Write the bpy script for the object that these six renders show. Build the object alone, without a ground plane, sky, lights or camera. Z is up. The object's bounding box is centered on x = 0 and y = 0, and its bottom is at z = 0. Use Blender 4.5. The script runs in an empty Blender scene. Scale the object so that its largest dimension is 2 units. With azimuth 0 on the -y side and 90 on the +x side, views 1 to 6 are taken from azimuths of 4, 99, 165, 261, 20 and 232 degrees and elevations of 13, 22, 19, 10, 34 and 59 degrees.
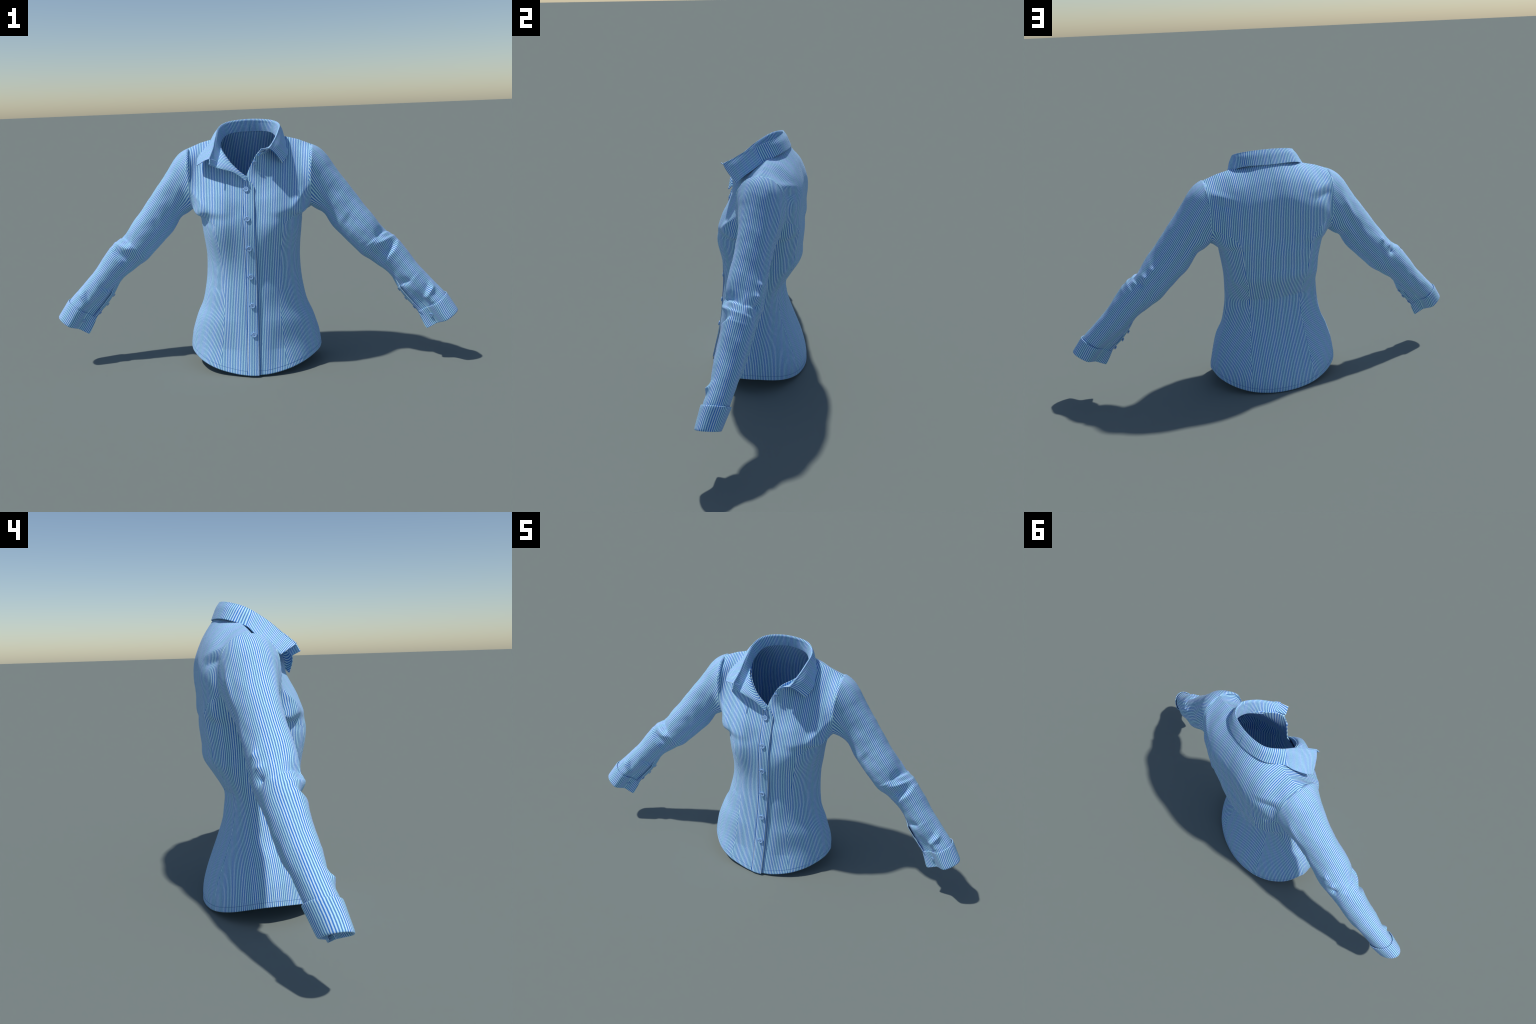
"""Women's striped button-down shirt, filled out as if worn, sleeves held out."""
import math
import bpy
import numpy as np

rng = np.random.default_rng(7)
PERIOD = 0.0081            # one woven stripe
V = lambda *a: np.array(a, float)


# ------------------------------------------------------------------ splines and grids
def spline(points, n, closed=False, knots=None, at=None):
    """Cubic Hermite curve through the points; returns n samples (or samples at 'at')."""
    p = np.asarray(points, float)
    m = len(p)
    k = np.arange(m, dtype=float) if knots is None else np.asarray(knots, float)
    d = np.zeros_like(p)
    h = np.diff(k)
    s = np.diff(p, axis=0) / h.reshape(-1, *([1] * (p.ndim - 1)))
    if m > 2:
        w = h.reshape(-1, *([1] * (p.ndim - 1)))
        d[1:-1] = (s[:-1] * w[1:] + s[1:] * w[:-1]) / (w[1:] + w[:-1])
        d[0], d[-1] = 1.5 * s[0] - 0.5 * d[1], 1.5 * s[-1] - 0.5 * d[-2]
    else:
        d[:] = s[0]
    t = np.linspace(k[0], k[-1], n) if at is None else np.clip(np.asarray(at, float), k[0], k[-1])
    i = np.clip(np.searchsorted(k, t, side="right") - 1, 0, m - 2)
    hh = h[i]
    u = (t - k[i]) / hh
    shp = (-1, *([1] * (p.ndim - 1)))
    u, hh = u.reshape(shp), hh.reshape(shp)
    return ((2 * u**3 - 3 * u**2 + 1) * p[i] + (u**3 - 2 * u**2 + u) * hh * d[i]
            + (-2 * u**3 + 3 * u**2) * p[i + 1] + (u**3 - u**2) * hh * d[i + 1])


def patch(ctrl, nr, nc, rows=None, cols=None):
    """Smooth surface through a grid of control points -> (nr, nc, 3)."""
    g = spline(np.asarray(ctrl, float), nr, knots=rows)
    return np.swapaxes(spline(np.swapaxes(g, 0, 1), nc, knots=cols), 0, 1)


def curve1(pairs):
    """A profile: value against height."""
    a = np.array(pairs, float)
    return lambda z: spline(a[:, 1:2], 0, knots=a[:, 0], at=np.atleast_1d(z))[:, 0]


def grid_normals(g, wrap=False):
    du = np.gradient(g, axis=1)
    if wrap:
        e = np.concatenate([g[:, -2:-1], g, g[:, 1:2]], 1)
        du = np.gradient(e, axis=1)[:, 1:-1]
    dv = np.gradient(g, axis=0)
    n = np.cross(du, dv)
    return n / (np.linalg.norm(n, axis=-1, keepdims=True) + 1e-12)


def seg_dist(p, a, b):
    d = b - a
    t = np.clip(((p - a) @ d) / (d @ d), 0, 1)
    return np.linalg.norm(p - a - t[..., None] * d, axis=-1), t


def fold(g, n, strokes, gain=1.0, weight=1.0):
    """Cloth folds: each stroke is a soft ridge (+) or hollow (-) along a line in space."""
    out = np.zeros(g.shape[:2])
    for a, b, width, depth in strokes:
        d, t = seg_dist(g, V(*a), V(*b))
        if isinstance(width, tuple):                       # steep on one side: (towards the shoulder, towards the cuff)
            w0, w1 = width
            foot = V(*a) + t[..., None] * (V(*b) - V(*a))
            side = ((g - foot) @ SL_AX)
            width = w0 + (w1 - w0) / (1 + np.exp(-np.clip(side / .0016, -40, 40)))
        out += depth * np.exp(-(d / width) ** 1.5) * (0.25 + 0.75 * np.sin(np.pi * np.clip(t, 0.02, 0.98)) ** 0.7)
    return g + n * (out * gain * weight)[..., None]


def vnoise(p, scale, seed):
    """Smooth sum-of-waves noise for gentle cloth waviness."""
    r = np.random.default_rng(seed)
    out = np.zeros(p.shape[:-1])
    for _ in range(9):
        k = r.normal(size=3)
        k *= r.uniform(0.6, 1.5) / np.linalg.norm(k)
        out += np.sin(p @ k * (2 * np.pi / scale) + r.uniform(0, 6.28))
    return out / 3.0


# ------------------------------------------------------------------ objects
def link(name, me, parent, mat, smooth=True):
    ob = bpy.data.objects.new(name, me)
    bpy.context.scene.collection.objects.link(ob)
    ob.parent = parent
    if mat is not None and not me.materials:
        me.materials.append(mat)
    if smooth:
        me.polygons.foreach_set("use_smooth", [True] * len(me.polygons))
    return ob


def grid_mesh(name, g, wrap=False, flip=False, outward=None):
    nr, nc = g.shape[:2]
    if outward is not None:                                # turn faces away from the given axis points
        n = np.cross(np.gradient(g, axis=1), np.gradient(g, axis=0))
        flip = ((g - outward) * n).sum() < 0
    if wrap:
        nc -= 1
        g = g[:, :-1]
    idx = np.arange(nr * nc).reshape(nr, nc)
    if wrap:
        idx = np.concatenate([idx, idx[:, :1]], 1)
    f = np.stack([idx[:-1, :-1], idx[:-1, 1:], idx[1:, 1:], idx[1:, :-1]], -1).reshape(-1, 4)
    if flip:
        f = f[:, ::-1]
    me = bpy.data.meshes.new(name)
    me.from_pydata(g.reshape(-1, 3).tolist(), [], f.tolist())
    me.update()
    return me


def cloth(name, g, parent, mat, thick=0.003, wrap=False, flip=False, offset=-1.0, frame=None, outward=None):
    """A sheet of cloth with real thickness. frame: (origin, 3x3 axes) of the part's own coordinates."""
    if frame is not None:
        o, ax = frame
        g = (g - o) @ ax
    me = grid_mesh(name, g, wrap, flip, outward)
    ob = link(name, me, parent, mat)
    if frame is not None:
        from mathutils import Matrix
        m = Matrix([[*ax[i], o[i]] for i in range(3)] + [[0, 0, 0, 1]])
        ob.matrix_world = m
    if thick:
        s = ob.modifiers.new("thickness", "SOLIDIFY")
        s.thickness, s.offset, s.use_even_offset = thick, offset, False
    return ob


# ------------------------------------------------------------------ shader expressions
class X:
    """Tiny expression builder on top of Math nodes."""
    tree = None

    def __init__(self, s):
        self.s = s

    @staticmethod
    def m(op, *a):
        n = X.tree.nodes.new("ShaderNodeMath")
        n.operation = op
        for i, v in enumerate(a):
            if isinstance(v, X):
                X.tree.links.new(v.s, n.inputs[i])
            else:
                n.inputs[i].default_value = float(v)
        return X(n.outputs[0])

    def __add__(s, o): return X.m("ADD", s, o)
    def __radd__(s, o): return X.m("ADD", o, s)
    def __sub__(s, o): return X.m("SUBTRACT", s, o)
    def __rsub__(s, o): return X.m("SUBTRACT", o, s)
    def __mul__(s, o): return X.m("MULTIPLY", s, o)
    def __rmul__(s, o): return X.m("MULTIPLY", o, s)
    def __truediv__(s, o): return X.m("DIVIDE", s, o)
    def abs(s): return X.m("ABSOLUTE", s)
    def gt(s, o): return X.m("GREATER_THAN", s, o)
    def lt(s, o): return X.m("LESS_THAN", s, o)


def mixf(mask, a, b):
    return a * (1 - mask) + b * mask


def profile_node(x, pairs, lo, hi, top):
    """value(z) as a Float Curve: z in lo..hi, value in 0..top."""
    n = X.tree.nodes.new("ShaderNodeFloatCurve")
    c = n.mapping.curves[0]
    pts = [((z - lo) / (hi - lo), v / top) for z, v in pairs]
    c.points[0].location, c.points[1].location = pts[0], pts[-1]
    for p in pts[1:-1]:
        c.points.new(*p)
    n.mapping.update()
    X.tree.links.new(((x - lo) / (hi - lo)).s, n.inputs["Value"])
    return X(n.outputs[0]) * top


def rgb(node, stops, interp="LINEAR"):
    r = node.color_ramp
    r.interpolation = interp
    while len(r.elements) < len(stops):
        r.elements.new(0.5)
    for e, (p, c) in zip(r.elements, stops):
        e.position, e.color = p, (*c, 1)


WHITE, CYAN = (0.63, 0.82, 0.96), (0.50, 0.82, 0.94)
ROYAL, SLATE = (0.045, 0.215, 0.66), (0.10, 0.26, 0.56)


def cloth_material(name, ufun):
    """Woven stripes: ufun(x, y, z) gives the distance across the cloth in metres."""
    mat = bpy.data.materials.new(name)
    mat.use_nodes = True
    t = mat.node_tree
    X.tree = t
    b = t.nodes["Principled BSDF"]
    tc = t.nodes.new("ShaderNodeTexCoord")
    sep = t.nodes.new("ShaderNodeSeparateXYZ")
    t.links.new(tc.outputs["Object"], sep.inputs[0])
    x, y, z = (X(sep.outputs[i]) for i in range(3))
    u = ufun(x, y, z)
    wob = t.nodes.new("ShaderNodeTexNoise")
    wob.inputs["Scale"].default_value, wob.inputs["Detail"].default_value = 60.0, 2.0
    t.links.new(tc.outputs["Object"], wob.inputs["Vector"])
    u = u + (X(wob.outputs["Fac"]) - 0.5) * 0.0016
    ph = X.m("FRACT", u / PERIOD)
    tri = (ph - 0.5).abs() * 2.0                           # 0 mid light .. 1 mid dark
    sm = t.nodes.new("ShaderNodeMapRange")
    sm.interpolation_type = "SMOOTHSTEP"
    sm.inputs["From Min"].default_value, sm.inputs["From Max"].default_value = 0.31, 0.69
    t.links.new(tri.s, sm.inputs["Value"])
    hue = X.m("COSINE", u / PERIOD * (2 * math.pi / 6.05)) * 0.5 + 0.5

    def mixc(fac, a, c):
        n = t.nodes.new("ShaderNodeMix")
        n.data_type = "RGBA"
        t.links.new(fac.s, n.inputs[0])
        for v, i in ((a, 6), (c, 7)):
            if isinstance(v, tuple):
                n.inputs[i].default_value = (*v, 1)
            else:
                t.links.new(v, n.inputs[i])
        return n.outputs[2]
    light, dark = mixc(hue, WHITE, CYAN), mixc(hue, ROYAL, SLATE)
    col = mixc(X(sm.outputs[0]), light, dark)
    # thread grain
    gr = t.nodes.new("ShaderNodeTexNoise")
    gr.inputs["Scale"].default_value, gr.inputs["Detail"].default_value = 420.0, 1.0
    t.links.new(tc.outputs["Object"], gr.inputs["Vector"])
    g = t.nodes.new("ShaderNodeMix")
    g.data_type, g.blend_type = "RGBA", "MULTIPLY"
    ramp = t.nodes.new("ShaderNodeValToRGB")
    rgb(ramp, [(0.3, (0.86, 0.88, 0.92)), (0.7, (1.06, 1.05, 1.03))])
    t.links.new(gr.outputs["Fac"], ramp.inputs[0])
    g.inputs[0].default_value = 1.0
    t.links.new(col, g.inputs[6])
    t.links.new(ramp.outputs[0], g.inputs[7])
    t.links.new(g.outputs[2], b.inputs["Base Color"])
    bump = t.nodes.new("ShaderNodeBump")
    bump.inputs["Strength"].default_value, bump.inputs["Distance"].default_value = 0.12, 0.002
    t.links.new(gr.outputs["Fac"], bump.inputs["Height"])
    t.links.new(bump.outputs[0], b.inputs["Normal"])
    b.inputs["Roughness"].default_value = 0.85
    b.inputs["Specular IOR Level"].default_value = 0.15
    b.inputs["Sheen Weight"].default_value = 0.08
    return mat


def plain_material(name, colour, rough=0.5, spec=0.4):
    mat = bpy.data.materials.new(name)
    mat.use_nodes = True
    t = mat.node_tree
    b = t.nodes["Principled BSDF"]
    tc = t.nodes.new("ShaderNodeTexCoord")
    nz = t.nodes.new("ShaderNodeTexNoise")
    nz.inputs["Scale"].default_value = 180.0
    t.links.new(tc.outputs["Object"], nz.inputs["Vector"])
    ramp = t.nodes.new("ShaderNodeValToRGB")
    rgb(ramp, [(0.3, tuple(c * 0.9 for c in colour)), (0.7, tuple(min(1, c * 1.08) for c in colour))])
    t.links.new(nz.outputs["Fac"], ramp.inputs[0])
    t.links.new(ramp.outputs[0], b.inputs["Base Color"])
    b.inputs["Roughness"].default_value, b.inputs["Specular IOR Level"].default_value = rough, spec
    return mat


# ------------------------------------------------------------------ body measures
# height: half width, centre-front depth, centre-back depth, depth of side seam
BODY = [
    (-0.02, .330, -.250, .250, .010),
    (0.03, .336, -.239, .249, .012),
    (0.09, .334, -.223, .240, .014),
    (0.17, .320, -.205, .218, .018),
    (0.245, .295, -.191, .188, .025),
    (0.31, .266, -.181, .165, .035),
    (0.39, .248, -.172, .149, .045),
    (0.46, .239, -.167, .147, .055),
    (0.535, .236, -.166, .190, .060),
    (0.60, .239, -.168, .226, .062),
    (0.66, .245, -.169, .229, .064),
    (0.71, .250, -.167, .234, .066),
    (0.75, .257, -.162, .234, .067),
]
BZ = [r[0] for r in BODY]
half_w, front_d, back_d, side_y = (curve1([(r[0], r[i]) for r in BODY]) for i in range(1, 5))
ARM_C, ARM_H, ARM_D = V(.304, .072, .929), .150, .113   # armhole ring


def armhole(theta):
    """theta 0 = top of shoulder, pi = armpit; positive towards the back."""
    c, s = np.cos(theta), np.sin(theta)
    lean = 0.006 * c
    depth = np.where(s < 0, .113, ARM_D)                   # the front of the armhole is shallower
    return np.stack([ARM_C[0] + lean - 0.006 * s * s, ARM_C[1] + depth * np.sign(s) * np.abs(s) ** 0.86, ARM_C[2] + ARM_H * np.sign(c) * np.abs(c) ** 0.92], -1)


def hem_z(a, back):
    """Curved shirt-tail hem; a = 0 centre, pi/2 side seam."""
    return 0.002 + 0.074 * np.sin(a) ** 2.5 if back else 0.006 + 0.070 * np.sin(a) ** 1.9


COL_A = np.radians([0, 13, 30, 49, 69, 90])
ROWS_LOW = BZ[3:]


def low_rows(back):
    rows = []
    square = curve1([(0, 2.1), (.1, 2.0), (.2, 1.8), (.32, 1.8), (.45, 1.68), (.53, 1.9), (.6, 2.3), (.7, 2.6), (.75, 2.8)] if back else [(0, 2.1), (.08, 1.92), (.15, 1.88), (.24, 2.05), (.35, 2.15), (.45, 2.05), (.6, 2.1), (.75, 2.3)])
    for k, z0 in enumerate([0, 1, 2] + ROWS_LOW):
        row = []
        for a in COL_A:
            hz = float(hem_z(a, back))
            z = hz + (ROWS_LOW[0] - hz) * k / 3 if k < 3 else z0
            ex = 2 / square(z)[0]
            W, ys = half_w(z)[0], side_y(z)[0]
            d = (back_d(z)[0] if back else front_d(z)[0]) - ys
            row.append((W * math.sin(a) ** ex, ys + d * max(math.cos(a), 0) ** ex, z))
        rows.append(row)
    return rows


FRONT_TOP = [   # rows above the armpit: columns centre .. armhole (last column from the ring)
    [(0, -.154, .79), (.06, -.152, .79), (.125, -.147, .79), (.185, -.126, .79), (.248, -.086, .785)],
    [(0, -.142, .83), (.06, -.143, .835), (.122, -.138, .845), (.182, -.112, .85), (.250, -.076, .84)],
    [(0, -.129, .87), (.06, -.125, .88), (.12, -.112, .90), (.18, -.081, .91), (.250, -.052, .90)],
    [(0, -.120, .90), (.06, -.108, .93), (.118, -.082, .96), (.178, -.046, .97), (.248, -.022, .965)],
    [(0, -.114, .928), (.056, -.099, .985), (.112, -.054, 1.025), (.174, .000, 1.052), (.244, .026, 1.038)],
    [(0, -.109, .950), (.045, -.090, 1.035), (.105, -.020, 1.088), (.168, .085, 1.124), (.240, .081, 1.106)],
]
FRONT_ARM = [180, 212, 246, 275, 310, 360]
BACK_TOP = [
    [(0, .228, .79), (.06, .231, .79), (.12, .234, .79), (.18, .224, .79), (.245, .186, .785)],
    [(0, .229, .85), (.06, .233, .85), (.12, .237, .85), (.18, .231, .85), (.247, .205, .85)],
    [(0, .236, .92), (.06, .240, .92), (.12, .241, .92), (.18, .235, .92), (.248, .213, .915)],
    [(0, .236, .99), (.06, .239, .99), (.12, .236, .985), (.18, .226, .98), (.246, .202, .97)],
    [(0, .212, 1.06), (.06, .213, 1.06), (.118, .210, 1.055), (.178, .200, 1.05), (.244, .177, 1.032)],
    [(0, .187, 1.108), (.06, .184, 1.108), (.114, .170, 1.105), (.173, .150, 1.098), (.242, .129, 1.080)],
    [(0, .158, 1.156), (.058, .147, 1.154), (.108, .118, 1.145), (.168, .087, 1.124), (.240, .081, 1.106)],
]
BACK_ARM = [180, 150, 122, 96, 66, 38, 0]


def body_ctrl(back):
    rows = low_rows(back)
    for r, ang in zip(BACK_TOP if back else FRONT_TOP, BACK_ARM if back else FRONT_ARM):
        rows.append(r + [tuple(armhole(np.radians(ang if back else ang - 360)))])
    return np.array(rows)


def bust(g):
    """Fullness of the bust on the front."""
    x, z = np.abs(g[..., 0]), g[..., 2]
    sz = np.where(z > 0.725, 0.080, 0.125)
    seam = np.clip(np.arange(g.shape[1])[::-1] / 18.0, 0, 1)[None, :]
    b = seam * np.exp(-((x - .148) / .080) ** 2 - ((z - .725) / sz) ** 2)
    g = g.copy()
    g[..., 1] -= 0.030 * b
    g[..., 1] += .009 * seam * np.exp(-((x - .115) / .055) ** 2) * np.clip(1 - np.abs(z - .12) / .14, 0, 1)   # flatter beside the placket
    return g


NR, NC = 230, 110
front_c, back_c = body_ctrl(False), body_ctrl(True)

shirt = bpy.data.objects.new("shirt", None)
bpy.context.scene.collection.objects.link(shirt)
shirt["label"] = "blue and white striped fitted long-sleeved button-down shirt"
shirt["category"] = "shirt"


# ------------------------------------------------------------------ stripe layouts
def u_body(x, y, z):
    ax = x.abs()
    W = profile_node(z, [(0, .335)] + [(r[0], min(r[1], .245) if r[0] > .6 else r[1]) for r in BODY[2:]], 0, .78, .5)
    F = profile_node(z, [(0, .245)] + [(r[0], r[4] - r[2]) for r in BODY[2:]], 0, .78, .5)
    B = profile_node(z, [(0, .235)] + [(r[0], r[3] - r[4]) for r in BODY[2:]], 0, .78, .5)
    ys = profile_node(z, [(0, .010)] + [(r[0], r[4]) for r in BODY[2:]], 0, .78, .5)
    dart_f = profile_node(z, [(0, .165), (.23, .142), (.38, .134), (.52, .138), (.66, .155), (.78, .17)], 0, .78, .5)
    dart_b = profile_node(z, [(0, .168), (.21, .149), (.35, .134), (.44, .130), (.685, .16), (.76, .165), (.81, .19), (.85, .25), (.88, .33), (1.0, .45)], 0, 1.0, .5)
    dy = y - ys
    isback = dy.gt(0.0)
    D = mixf(isback, F, B)
    psi = X.m("ARCTAN2", dy.abs() / D, ax / W)              # 0 at the side seam
    side = psi * (W + D) * 0.5 - X.m("SINE", psi * 2.0) * (W - D) * 0.25
    dart = mixf(isback, dart_f, dart_b)
    mask = ax.gt(dart) * z.lt(mixf(isback, (ax - .15) * .55 + .72, 1.0))
    low = X.m("MAXIMUM", X.m("MINIMUM", (.87 - z) * 14.0, 1.0), 0.0)
    wrap = X.m("MAXIMUM", y + .10, 0.0) * .4 * (1 - isback)
    flat = x + X.m("SIGN", x) * wrap * low * z.gt(.6)
    return mixf(mask, flat, side + 0.3)


M_BODY = cloth_material("striped_cotton_body", u_body)
M_STRIP = cloth_material("striped_cotton_placket", lambda x, y, z: x + 0.0045 - z * 0.02)
M_LAPEL = cloth_material("striped_cotton_lapel", lambda x, y, z: (z * 0.93 + x * 0.36) * 1.45)

# ------------------------------------------------------------------ torso
BODY_FOLDS = [   # on the +x side, mirrored
    ((.300, -.03, .900), (.20, -.13, .80), .016, .006),
    ((.295, -.01, .795), (.20, -.145, .745), .013, .008),
    ((.265, -.06, .752), (.17, -.165, .722), .013, -.005),
    ((.250, -.06, .960), (.19, -.10, .86), .018, -.004),
    ((.230, -.10, .640), (.17, -.14, .560), .016, -.004),
    ((.240, -.06, .520), (.16, -.13, .470), .015, .004),
    ((.235, -.08, .430), (.15, -.14, .400), .015, -.004),
]
BACK_FOLDS = [
    ((.30, .14, 1.03), (.18, .21, 1.00), .014, .007),
    ((.29, .17, .99), (.20, .22, .97), .014, -.004),
    ((.17, .22, .84), (.165, .22, .62), .014, .006),
    ((.20, .13, .470), (.00, .15, .466), .014, -.003),
    ((.19, .19, .53), (.11, .18, .49), .013, -.005),
    ((.22, .16, .60), (.14, .20, .53), .014, .005),
    ((.20, .20, .66), (.15, .22, .56), .013, -.005),
    ((.23, .12, .47), (.15, .16, .43), .014, .005),
    ((.23, .10, .43), (.15, .17, .38), .012, -.004),
]


def edge_weight(g):
    """Folds die out at the seams so the panels keep meeting."""
    c = np.clip(np.arange(g.shape[1])[::-1] / 9.0, 0, 1)[None, :]
    r = np.clip(np.arange(g.shape[0])[::-1] / 12.0, 0, 1)[:, None]
    return c * r


def shoulder_line(g, ctrl, cols):
    """Bring the top edge between neck point and shoulder tip onto one straight seam."""
    cp = np.linspace(cols[0], cols[-1], g.shape[1])
    want = np.stack([np.interp(cp, cols[-3:], ctrl[-1, -3:, i]) for i in range(3)], -1)
    w = np.clip((cp - cols[-3] + .35) / .35, 0, 1)[:, None]
    fade = np.clip(1 - (np.arange(g.shape[0])[::-1]) / 30.0, 0, 1)[:, None, None] ** 2
    return g + fade * (w * (want - g[-1]))[None]


def over_front(mirror):
    """The front that carries the buttons laps over the other one."""
    c = front_c.copy()
    cols = np.array([0, 1, 2, 3, 4, 5], float)
    if mirror:                                             # wearer's right, on top
        e = c[:, 0].copy()
        e[:, 0] = -.028
        e[:, 1] -= .003
        e[-2:, 0] = [-.012, .006]
        c[-3, 1], c[-2, 1], c[-1, 1] = (.060, -.112, .915), (.060, -.105, .960), (.062, -.098, .996)
        c[-2, 2], c[-1, 2] = (.113, -.062, 1.010), (.114, -.050, 1.056)
        c[:, 0, 0] = 0.004
        c[:, 0, 1] -= .004
        c = np.concatenate([e[:, None], c], 1)
        cols = np.array([-.45, .05, 1, 2, 3, 4, 5])
    else:
        c[:, 0, 0] = -.010
        c[:, 0, 1] += .007
        c[-1, 0] = (-.004, -.090, .962)
        c[-2, 0] = (-.008, -.100, .935)
        c[-1, 1] = (.052, -.110, 1.058)
        c[-1, 2] = (.112, -.035, 1.086)
    g = bust(shoulder_line(patch(c, NR, NC, cols=cols), c, cols))
    n = grid_normals(g)
    if n[NR // 2, NC // 2, 1] > 0:
        n = -n
    w = edge_weight(g)
    g = fold(g, n, BODY_FOLDS, 1.2, w)
    g = g + n * (w * 0.0018 * vnoise(g, 0.16, 3 if mirror else 4))[..., None]
    if mirror:
        g = g * V(-1, 1, 1)
    return g


front_l, front_r = over_front(False), over_front(True)
def body_axis(g):
    return np.stack([g[..., 0] * 0, g[..., 0] * 0 + .03, g[..., 2]], -1)


cloth("front_panel", front_l, shirt, M_BODY, outward=body_axis(front_l))
cloth("front_panel", front_r, shirt, M_BODY, outward=body_axis(front_r))

half = shoulder_line(patch(back_c, NR, NC), back_c, np.arange(6.0))
nb = grid_normals(half)
if nb[NR // 2, NC // 2, 1] < 0:
    nb = -nb
nb[:, 0] *= V(0, 1, 1)
wb = edge_weight(half)
half = fold(half, nb, BACK_FOLDS, 1.6, wb)
half[..., 1] -= .012 * np.exp(-(half[..., 0] / .05) ** 2) * np.clip(1 - np.abs(half[..., 2] - .21) / .16, 0, 1)   # hollow of the spine
half = half + nb * (wb * 0.0018 * vnoise(half, 0.16, 5))[..., None]
half[:, 0, 0] = 0
back = np.concatenate([(half * V(-1, 1, 1))[:, :0:-1], half], 1)
cloth("back_panel", back, shirt, M_BODY, outward=body_axis(back))

# placket strip down the front edge of the overlapping panel
strip = front_r[:, :int(NC * .455 / 5.45 * 2.05)]
ns = grid_normals(strip)
if ns[NR // 2, 3, 1] > 0:
    ns = -ns
rise = .003 * np.clip((np.arange(strip.shape[1])[::-1] + .4) / 4.0, .15, 1)[None, :, None]
strip = (strip + ns * rise)[: int(NR * .95)]
cloth("button_placket", strip, shirt, M_STRIP, thick=.0025, outward=body_axis(strip))


# rows of stitching, as fine thread lying on the cloth
STITCH = plain_material("stitching_thread", (0.10, 0.22, 0.46), 0.9, 0.1)


def stitching(path, r=.0007):
    path = np.asarray(path)
    t = np.gradient(path, axis=0)
    t /= np.linalg.norm(t, axis=1, keepdims=True)
    a = np.cross(t, V(.31, .2, .93))
    a /= np.linalg.norm(a, axis=1, keepdims=True)
    b = np.cross(t, a)
    th = np.linspace(0, 2 * np.pi, 6)
    g = path[:, None] + r * (np.cos(th)[None, :, None] * a[:, None] + np.sin(th)[None, :, None] * b[:, None])
    ob = link("stitching", grid_mesh("stitching", g, wrap=True), shirt, STITCH)
    ob["kind"] = "stuff"


stitching(strip[2:-4, -1] + V(0, -.0006, 0), .0010)
for g in (front_l, front_r, back):
    d = g[..., 2] - g[:1, :, 2]
    stitching(np.array([[np.interp(.020, d[:20, c], g[:20, c, i]) for i in range(3)] for c in range(0, g.shape[1], 2)]))

# ------------------------------------------------------------------ sleeves
# stations: outer edge (x, z), inner edge (x, z), front y, back y
SLEEVE = [
    ((.364, 1.042), (.328, .757), -.012, .182),
    ((.434, .948), (.364, .732), -.003, .163),
    ((.503, .854), (.403, .672), -.010, .149),
    ((.573, .760), (.473, .599), -.027, .140),
    ((.630, .696), (.543, .529), -.036, .135),
    ((.694, .628), (.604, .487), -.019, .115),
    ((.761, .553), (.673, .436), -.033, .098),
    ((.826, .472), (.723, .366), -.050, .078),
    ((.893, .395), (.769, .307), -.062, .055),
    ((.947, .336), (.823, .247), -.075, .035),
    ((.994, .266), (.864, .180), -.091, .008),
]
PINCH = [0, 0, 0, 0, 0, 0, 0, .1, .35, .7, 1.0]            # towards the wrist the slit side is pressed flat
SL_A, SL_B = V(.31, .075, .925), V(.919, -.047, .219)
SL_AX = (SL_B - SL_A) / np.linalg.norm(SL_B - SL_A)
NT = 161
THETA = np.linspace(-np.pi, np.pi, NT)


def sleeve_ring(st, th=THETA, grow=0.0, tail=0.0, pinch=0.0):
    (tx, tz), (bx, bz), f, k = st
    c = V((tx + bx) / 2, (f + k) / 2, (tz + bz) / 2)
    upper = np.clip((.80 - tx) / .2, 0, 1)                   # the upper arm swings slightly forward
    c[1] -= .007 * upper
    a = V((tx - bx) / 2, -.005 * upper, (tz - bz) / 2)
    a = a * (1 + grow / np.linalg.norm(a))
    d = V(0, (k - f) / 2 + grow, 0)
    co, si = np.cos(th), np.sin(th)
    q = .93 + .07 * np.clip((tx - .36) / .35, 0, 1)          # the cap of the sleeve is squarer
    co, si = np.sign(co) * np.abs(co) ** q, np.sign(si) * np.abs(si) ** q
    p = c + co[:, None] * a + si[:, None] * d
    if pinch:
        sm = np.clip((.15 - np.cos(th)) / .75, 0, 1)
        p[:, 1] = c[1] + (p[:, 1] - c[1]) * (1 - pinch * .80 * sm * sm * (3 - 2 * sm))
    if tail:
        w = np.exp(-((np.abs(th) - np.pi) / .45) ** 2)
        p = p - (a / np.linalg.norm(a)) * (tail * w)[:, None]
    return p


def sleeve_frame(sgn):
    """Part coordinates: z down the arm, x towards the outer edge, so stripes can run along it."""
    ez = SL_AX * V(sgn, 1, 1)
    up = V(.75 * sgn, 0, .66)
    ex = up - ez * (up @ ez)
    ex /= np.linalg.norm(ex)
    ey = np.cross(ez, ex)
    return SL_A * V(sgn, 1, 1), np.stack([ex, ey, ez], 1)


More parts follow.
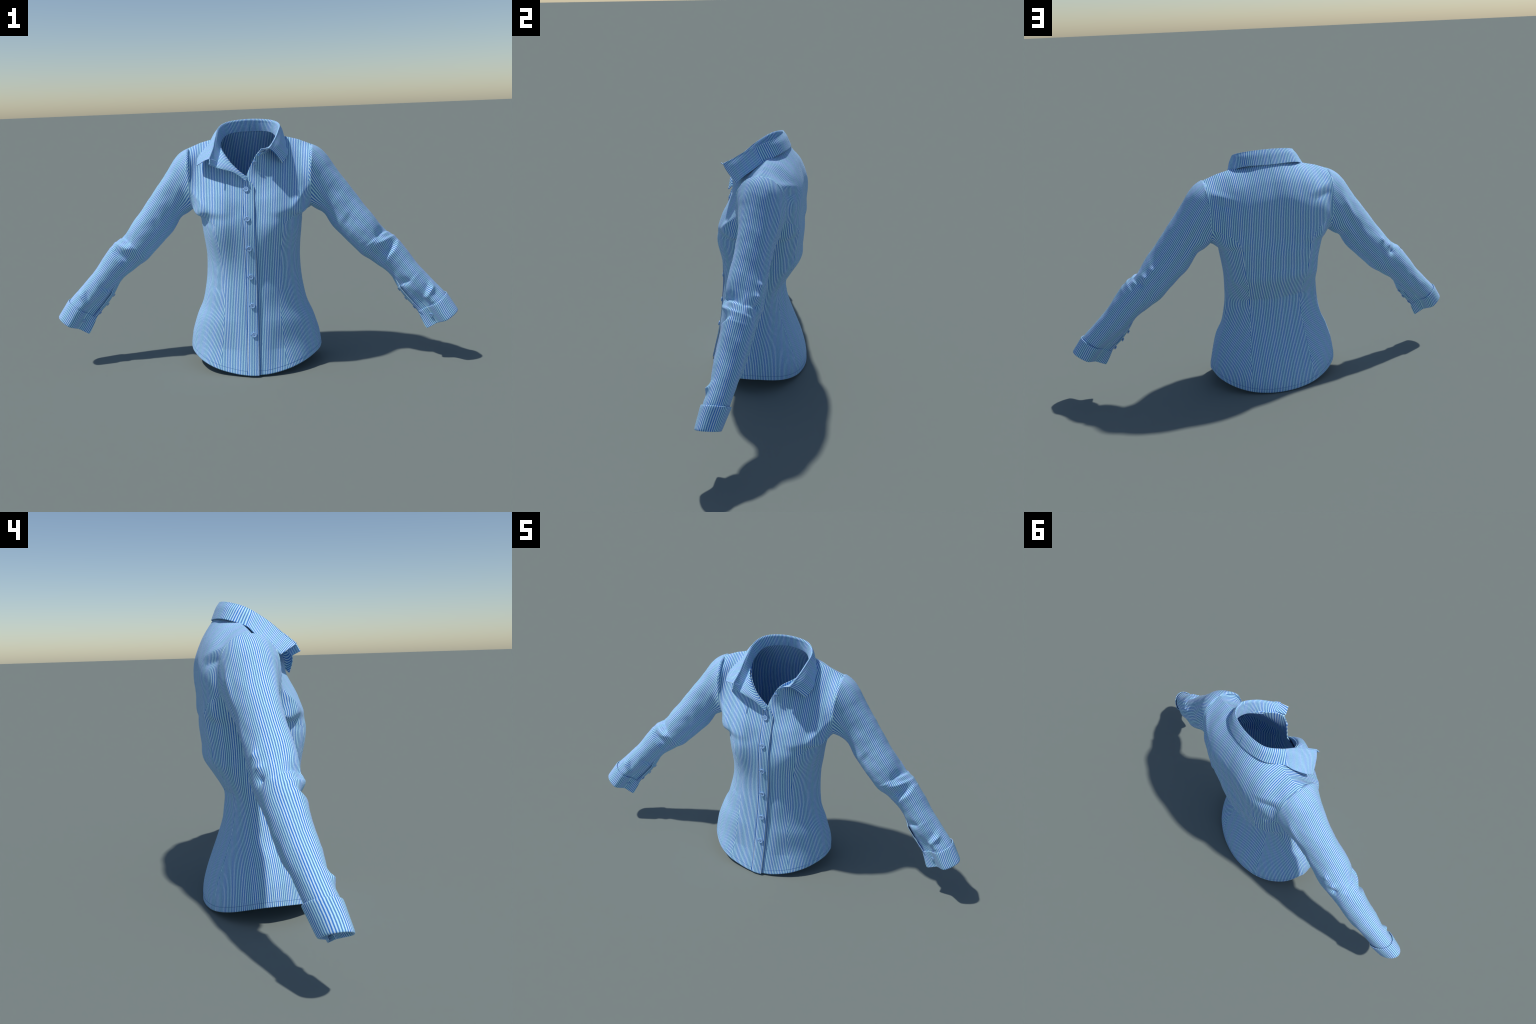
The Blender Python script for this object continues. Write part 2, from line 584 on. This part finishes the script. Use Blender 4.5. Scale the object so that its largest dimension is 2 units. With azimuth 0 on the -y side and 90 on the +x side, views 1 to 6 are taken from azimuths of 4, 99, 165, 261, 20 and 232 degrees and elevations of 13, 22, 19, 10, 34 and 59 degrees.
SLEEVE_FOLDS = [   # (from, to, width, height): creases of a bent elbow, a slack upper arm, a gathered cuff
    ((.672, .06, .640), (.612, -.045, .632), (.050, .013), -.016),
    ((.698, .06, .612), (.604, -.05, .602), (.011, .034), .010),
    ((.702, -.01, .597), (.630, -.055, .525), (.030, .010), -.010),
    ((.716, .01, .590), (.640, -.05, .487), (.010, .040), .008),
    ((.600, -.05, .565), (.612, -.03, .505), .012, -.008),
    ((.540, -.04, .582), (.616, -.04, .507), .013, -.007),
    ((.531, -.04, .576), (.522, -.04, .613), .013, .005),
    ((.640, .13, .627), (.645, .09, .612), .014, -.009),
    ((.620, .13, .655), (.625, .08, .655), .013, .007),
    ((.580, .12, .703), (.585, .10, .665), .013, .006),
    ((.560, .13, .660), (.600, .12, .560), .014, -.005),
    ((.515, -.04, .785), (.485, -.04, .745), .020, -.004),
    ((.482, -.04, .751), (.458, -.03, .686), .014, -.006),
    ((.450, -.03, .735), (.420, -.02, .690), .014, .004),
    ((.360, .17, .950), (.440, .16, .800), .017, .006),
    ((.380, .17, .860), (.470, .14, .680), .015, -.006),
    ((.430, .16, .860), (.500, .15, .720), .015, .005),
    ((.330, .12, .815), (.400, .13, .740), .013, -.006),
    ((.330, -.02, .860), (.370, .0, .780), .014, -.006),
    ((.345, -.03, .910), (.400, -.01, .760), .014, .004),
    ((.770, -.05, .412), (.722, -.04, .372), (.030, .011), -.009),
    ((.865, -.07, .292), (.790, -.06, .340), (.011, .024), -.010),
    ((.892, -.05, .395), (.848, -.06, .325), .012, .008),
    ((.860, -.06, .395), (.835, -.07, .330), (.022, .010), -.007),
    ((.805, -.02, .430), (.825, -.05, .340), .014, -.005),
    ((.765, .09, .450), (.830, .07, .340), .016, -.005),
    ((.740, .09, .430), (.800, .06, .330), .014, .005),
    ((.700, -.02, .400), (.826, -.045, .236), .007, -.010),
]


def make_sleeve(sgn):
    ring0 = armhole(THETA)
    tuck = ARM_C + (ring0 - ARM_C) * V(1, .982, .985) - V(.012, 0, 0)
    rings = [ring0] + [sleeve_ring(s, pinch=q) for s, q in zip(SLEEVE, PINCH)]
    # soften the first ring so the cap bulges over the seam
    g = np.concatenate([tuck[None], spline(np.array(rings), 319)])
    n = grid_normals(g, True)
    cen = g[:, :-1].mean(1, keepdims=True)
    if ((g - cen) * n).sum() < 0:
        n = -n
    g = fold(g, n, SLEEVE_FOLDS, 1.5)
    amt = 0.0011 * vnoise(g, 0.12, 11) + 0.0004 * vnoise(g, 0.05, 12)
    fade = np.clip(np.linspace(0, 1, 320) * 12, 0, 1)[:, None]
    g = g + n * (amt * fade)[..., None]
    g[:, -1] = g[:, 0]
    return g * V(sgn, 1, 1)


def sleeve_measures():
    """Half axes and centre of each sleeve section in the sleeve's own coordinates, against length."""
    o, ax = sleeve_frame(1)
    out = [(-.16, .150, .112, .0, .0)]
    for st in SLEEVE:
        p = (sleeve_ring(st, np.array([0, np.pi, np.pi / 2, -np.pi / 2])) - o) @ ax
        c = (p[0] + p[1]) / 2
        out.append((c[2], np.hypot(p[0][0] - p[1][0], 0) / 2, abs(p[2][1] - p[3][1]) / 2, c[0], c[1]))
    out.append((out[-1][0] + .12, *out[-1][1:]))
    return out


def u_sleeve(x, y, z, sgn):
    m = sleeve_measures()
    lo, hi = -.2, 1.2
    a, b, cx, cy = (profile_node(z, [(r[0], r[i] + (.2 if i > 2 else 0)) for r in m], lo, hi, .4) for i in (1, 2, 3, 4))
    t = X.m("ARCTAN2", (y * sgn - cy + .2) / b, (x - cx + .2) / a)
    arc = t * (a + b) * 0.5 - X.m("SINE", t * 2.0) * (a - b) * 0.25
    s = x - cx + .2
    flap = (s / a).lt(-.45) * z.gt(.80)                     # the flat side of the cuff
    return mixf(flap, arc, s)


M_SLEEVES = {k: cloth_material("striped_cotton_sleeve", lambda x, y, z, k=k: u_sleeve(x, y, z, k)) for k in (1, -1)}
BUTTON = plain_material("button_resin", (0.30, 0.50, 0.80), 0.35, 0.5)
THREAD = plain_material("button_thread", (0.11, 0.17, 0.36), 0.9, 0.1)
HOLE = plain_material("buttonhole_thread", (0.12, 0.27, 0.60), 0.9, 0.1)


def disc_mesh(name, prof, seg=40):
    """Turned shape from a (radius, height) profile, axis z."""
    a = np.linspace(0, 2 * np.pi, seg + 1)
    g = np.array([[(r * math.cos(t), r * math.sin(t), h) for t in a] for r, h in prof])
    return grid_mesh(name, g, wrap=True)


BTN = disc_mesh("button", [(0, -.0012), (.0108, -.0012), (.0122, .0004), (.0126, .002), (.0122, .0036), (.0112, .0042), (.0098, .0038), (.0086, .0033), (.006, .0031), (0, .0031)])
THR = None


def frame_from(nrm, up):
    n = nrm / np.linalg.norm(nrm)
    r = np.cross(up, n)
    r /= np.linalg.norm(r)
    return np.stack([r, np.cross(n, r), n], 1)


def box_mesh(name, boxes):
    v, f = [], []
    for c, s in boxes:
        k = len(v)
        for i in (-1, 1):
            for j in (-1, 1):
                for l in (-1, 1):
                    v.append((c[0] + i * s[0] / 2, c[1] + j * s[1] / 2, c[2] + l * s[2] / 2))
        f += [[k + q for q in quad] for quad in ((0, 1, 3, 2), (4, 6, 7, 5), (0, 4, 5, 1), (2, 3, 7, 6), (0, 2, 6, 4), (1, 5, 7, 3))]
    me = bpy.data.meshes.new(name)
    me.from_pydata(v, [], f)
    me.update()
    return me


THREAD_ME = box_mesh("thread_cross", [((0, 0, .0033), (.0068, .0012, .0008)), ((0, 0, .0036), (.0012, .0068, .0008))])
THREAD_ME.transform(__import__("mathutils").Matrix.Rotation(math.radians(45), 4, "Z"))
HOLE_ME = box_mesh("buttonhole", [((-.0015, 0, 0), (.034, .0034, .0010))])


def put_button(pos, nrm, up=V(0, 0, 1), scale=1.0, hole=True):
    from mathutils import Matrix
    ax = frame_from(nrm, up)
    m = Matrix([[*(ax[i] * scale), pos[i]] for i in range(3)] + [[0, 0, 0, 1]])
    b = link("button", BTN, shirt, BUTTON)
    b.matrix_world = m
    t = link("thread_cross", THREAD_ME, b, THREAD, smooth=False)
    if hole:
        p = pos - nrm / np.linalg.norm(nrm) * .0016
        h = link("buttonhole", HOLE_ME, shirt, HOLE, smooth=False)
        h.matrix_world = Matrix([[*(ax[i] * scale), p[i]] for i in range(3)] + [[0, 0, 0, 1]])


def surface_at(g, x, z):
    """Point and outward normal of a front grid nearest to given x, z."""
    i = np.unravel_index(np.argmin((g[..., 0] - x) ** 2 + (g[..., 2] - z) ** 2), g.shape[:2])
    n = grid_normals(g)[i]
    return g[i], (n if n[1] < 0 else -n)


for sgn in (1, -1):
    fr = sleeve_frame(sgn)
    g = make_sleeve(sgn)
    cloth("sleeve", g, shirt, M_SLEEVES[sgn], thick=.003, wrap=True, outward=((g[:, :-1].mean(1, keepdims=True) + 0 * g) - fr[0]) @ fr[1], frame=fr)
    # turned-back cuff: outer shell, rolled end, inner return
    s10, s11 = SLEEVE[-2], SLEEVE[-1]

    def between(t):
        q = lambda a, b: tuple(np.array(a) + (np.array(b) - np.array(a)) * t)
        return (q(s10[0], s11[0]), q(s10[1], s11[1]), s10[2] + (s11[2] - s10[2]) * t, s10[3] + (s11[3] - s10[3]) * t)
    prof = [(-.02, .0040), (.04, .0070), (.5, .0065), (.95, .006), (1.10, .005), (1.13, .002), (1.10, -.001), (.9, -.003), (.5, -.004)]
    cg = np.array([sleeve_ring(between(t), grow=e, tail=.010 * min(1, max(.1, t * 1.2)), pinch=.7 + .3 * min(1, max(0, t))) for t, e in prof])
    cg = spline(cg, 60) * V(sgn, 1, 1)
    cloth("cuff", cg, shirt, M_SLEEVES[sgn], thick=.0018, wrap=True, frame=fr, offset=0)
    # slit of the sleeve: a lapped strip with its own small buttons
    gm = g * V(sgn, 1, 1)
    n = grid_normals(gm, True)
    if ((gm - gm[:, :-1].mean(1, keepdims=True)) * n).sum() < 0:
        n = -n
    lo_i, hi_i = (int(np.argmin(np.abs(gm[:, 0, 2] - zz) + (gm[:, 0, 0] < .6))) for zz in (.405, .250))
    cols = np.arange(-14, 15)
    lift = np.interp(cols, [-14, 14], [.012, .001])[None, :, None] * np.interp(np.arange(hi_i - lo_i), [0, 18, 90], [0, .8, 1])[:, None, None]
    sub = gm[lo_i:hi_i][:, (160 - cols) % 160]
    sub = sub + n[lo_i:hi_i][:, (160 - cols) % 160] * (.001 + lift)
    sub = sub * V(sgn, 1, 1)
    cen = gm[lo_i:hi_i, :-1].mean(1, keepdims=True) * V(sgn, 1, 1) + 0 * sub
    cloth("sleeve_placket", sub, shirt, M_SLEEVES[sgn], thick=.002, frame=fr, outward=(cen - fr[0]) @ fr[1])

    def nearest(grid, pos):
        i = np.unravel_index(np.argmin(((grid - V(*pos)) ** 2).sum(-1)), grid.shape[:2])
        nn = grid_normals(grid)[i]
        c = grid[i[0]].mean(0)
        return grid[i], nn if (grid[i] - c) @ nn > 0 else -nn
    subm = sub * V(sgn, 1, 1)
    for k in (.30, .60, .90):
        r = int(k * (len(subm) - 1))
        pos, nn = subm[r, 16], n[lo_i + r, 0]
        put_button((pos + nn * .003) * V(sgn, 1, 1), nn * V(sgn, 1, 1), scale=.72, hole=False)
    pos, nn = nearest((cg * V(sgn, 1, 1))[:26], (.875, -.055, .232))
    put_button((pos + nn * .003) * V(sgn, 1, 1), nn * V(sgn, 1, 1), scale=.72, hole=False)

# ------------------------------------------------------------------ collar
# from the wearer's left front, round the neck, to the wearer's right front
C_BASE = [(.052, -.118, 1.046), (.084, -.078, 1.054), (.109, -.033, 1.070), (.134, .045, 1.108), (.102, .118, 1.143), (.0, .152, 1.149),
          (-.102, .118, 1.141), (-.134, .045, 1.106), (-.128, -.03, 1.066), (-.130, -.075, 1.030), (-.148, -.116, .998)]
C_FOLD = [(.108, -.130, 1.082), (.128, -.080, 1.112), (.145, -.02, 1.150), (.150, .055, 1.184), (.102, .117, 1.204), (.0, .136, 1.211),
          (-.098, .115, 1.203), (-.143, .055, 1.180), (-.155, -.02, 1.132), (-.162, -.075, 1.084), (-.174, -.124, 1.043)]
C_LEAF = [(.166, -.062, 1.004), (.190, -.022, 1.046), (.184, .020, 1.075), (.176, .062, 1.104), (.125, .142, 1.140), (.0, .172, 1.144),
          (-.125, .142, 1.140), (-.184, .068, 1.112), (-.213, .038, 1.083), (-.244, -.008, 1.044), (-.249, -.050, 1.003)]


def collar_grid():
    n = 180
    base, top, leaf = (spline(c, n) for c in (C_BASE, C_FOLD, C_LEAF))
    mid = V(0, .03, 1.1)
    out = top - mid
    out[:, 2] = 0
    out /= np.linalg.norm(out, axis=1, keepdims=True)
    up = (top - base)
    up /= np.linalg.norm(up, axis=1, keepdims=True)
    rows = [base, base * .67 + top * .33 - out * .002, base * .3 + top * .7 - out * .003, top - up * .006 - out * .003,
            top + out * .001, top - up * .003 + out * .003, top * .72 + leaf * .28 + out * .005, top * .36 + leaf * .64 + out * .003, leaf]
    return spline(np.array(rows), 64, knots=[0, 1, 2, 2.6, 2.9, 3.2, 4, 5, 6])


COL_FR = (V(0, .03, 1.13), np.stack([V(1, 0, 0), V(0, math.cos(.52), math.sin(.52)), V(0, -math.sin(.52), math.cos(.52))], 1))


def u_collar(x, y, z):
    ax = x.abs()
    R, yc = .135, .02
    ang = X.m("ARCTAN2", ax, y - yc)
    fr = y.lt(yc)
    fwd = yc - y
    lean = (ax - .14) * X.m("MINIMUM", X.m("MAXIMUM", fwd * 8.0, 0.0), 1.2) * .45
    return mixf(fr, ang * R, fwd * 1.25 + lean + R * math.pi / 2) + z * 0.05


M_COLLAR = cloth_material("striped_cotton_collar", u_collar)
cgd = collar_grid()
cloth("collar", cgd, shirt, M_COLLAR, thick=.003, frame=COL_FR, flip=True)

# stand ends that peep out below the leaf corners
for tri, nm in ((((.052, -.122, 1.055), (.070, -.150, 1.078), (.108, -.130, 1.080), (.098, -.085, 1.071)), "collar_stand"),
                (((-.148, -.116, .998), (-.176, -.141, 1.013), (-.174, -.126, 1.041), (-.150, -.10, 1.03)), "collar_stand")):
    a, b, c, d = (V(*p) for p in tri)
    s, t = np.meshgrid(np.linspace(0, 1, 12), np.linspace(0, 1, 12))
    s, t = s[..., None], t[..., None]
    g = (1 - s) * (1 - t) * a + s * (1 - t) * b + s * t * c + (1 - s) * t * d
    cloth(nm, g, shirt, M_COLLAR, thick=.004, frame=COL_FR, offset=0)

# lapel: the wearer's right front folds open
ROLL = [(-.006, -.118, .945), (-.048, -.110, .986), (-.088, -.087, 1.026), (-.116, -.056, 1.062), (-.130, -.02, 1.084)]
EDGE = [(-.004, -.136, .930), (-.055, -.136, .968), (-.100, -.128, .984), (-.135, -.120, .993), (-.148, -.117, .998)]
lr, le = spline(ROLL, 60), spline(EDGE, 60)
bulge = np.sin(np.linspace(0, np.pi, 60))[:, None] * V(.0, -.012, .004)
lap = spline(np.array([lr + V(-.004, .008, -.004), lr, lr * .5 + le * .5 + bulge, le]), 30, knots=[0, .3, 1.2, 2])
cloth("lapel", lap, shirt, M_LAPEL, thick=.003)

# buttons down the front
for z in (.891, .757, .616, .478, .339, .199):
    x = np.interp(z, [.199, .891], [.007, -.008])
    p, n = surface_at(front_r, x, z)
    put_button(V(x, p[1], z) + n * .0050, n, scale=1.0)
p, n = surface_at(front_l, .036, 1.012)
put_button(p + n * .003, n, scale=.8)
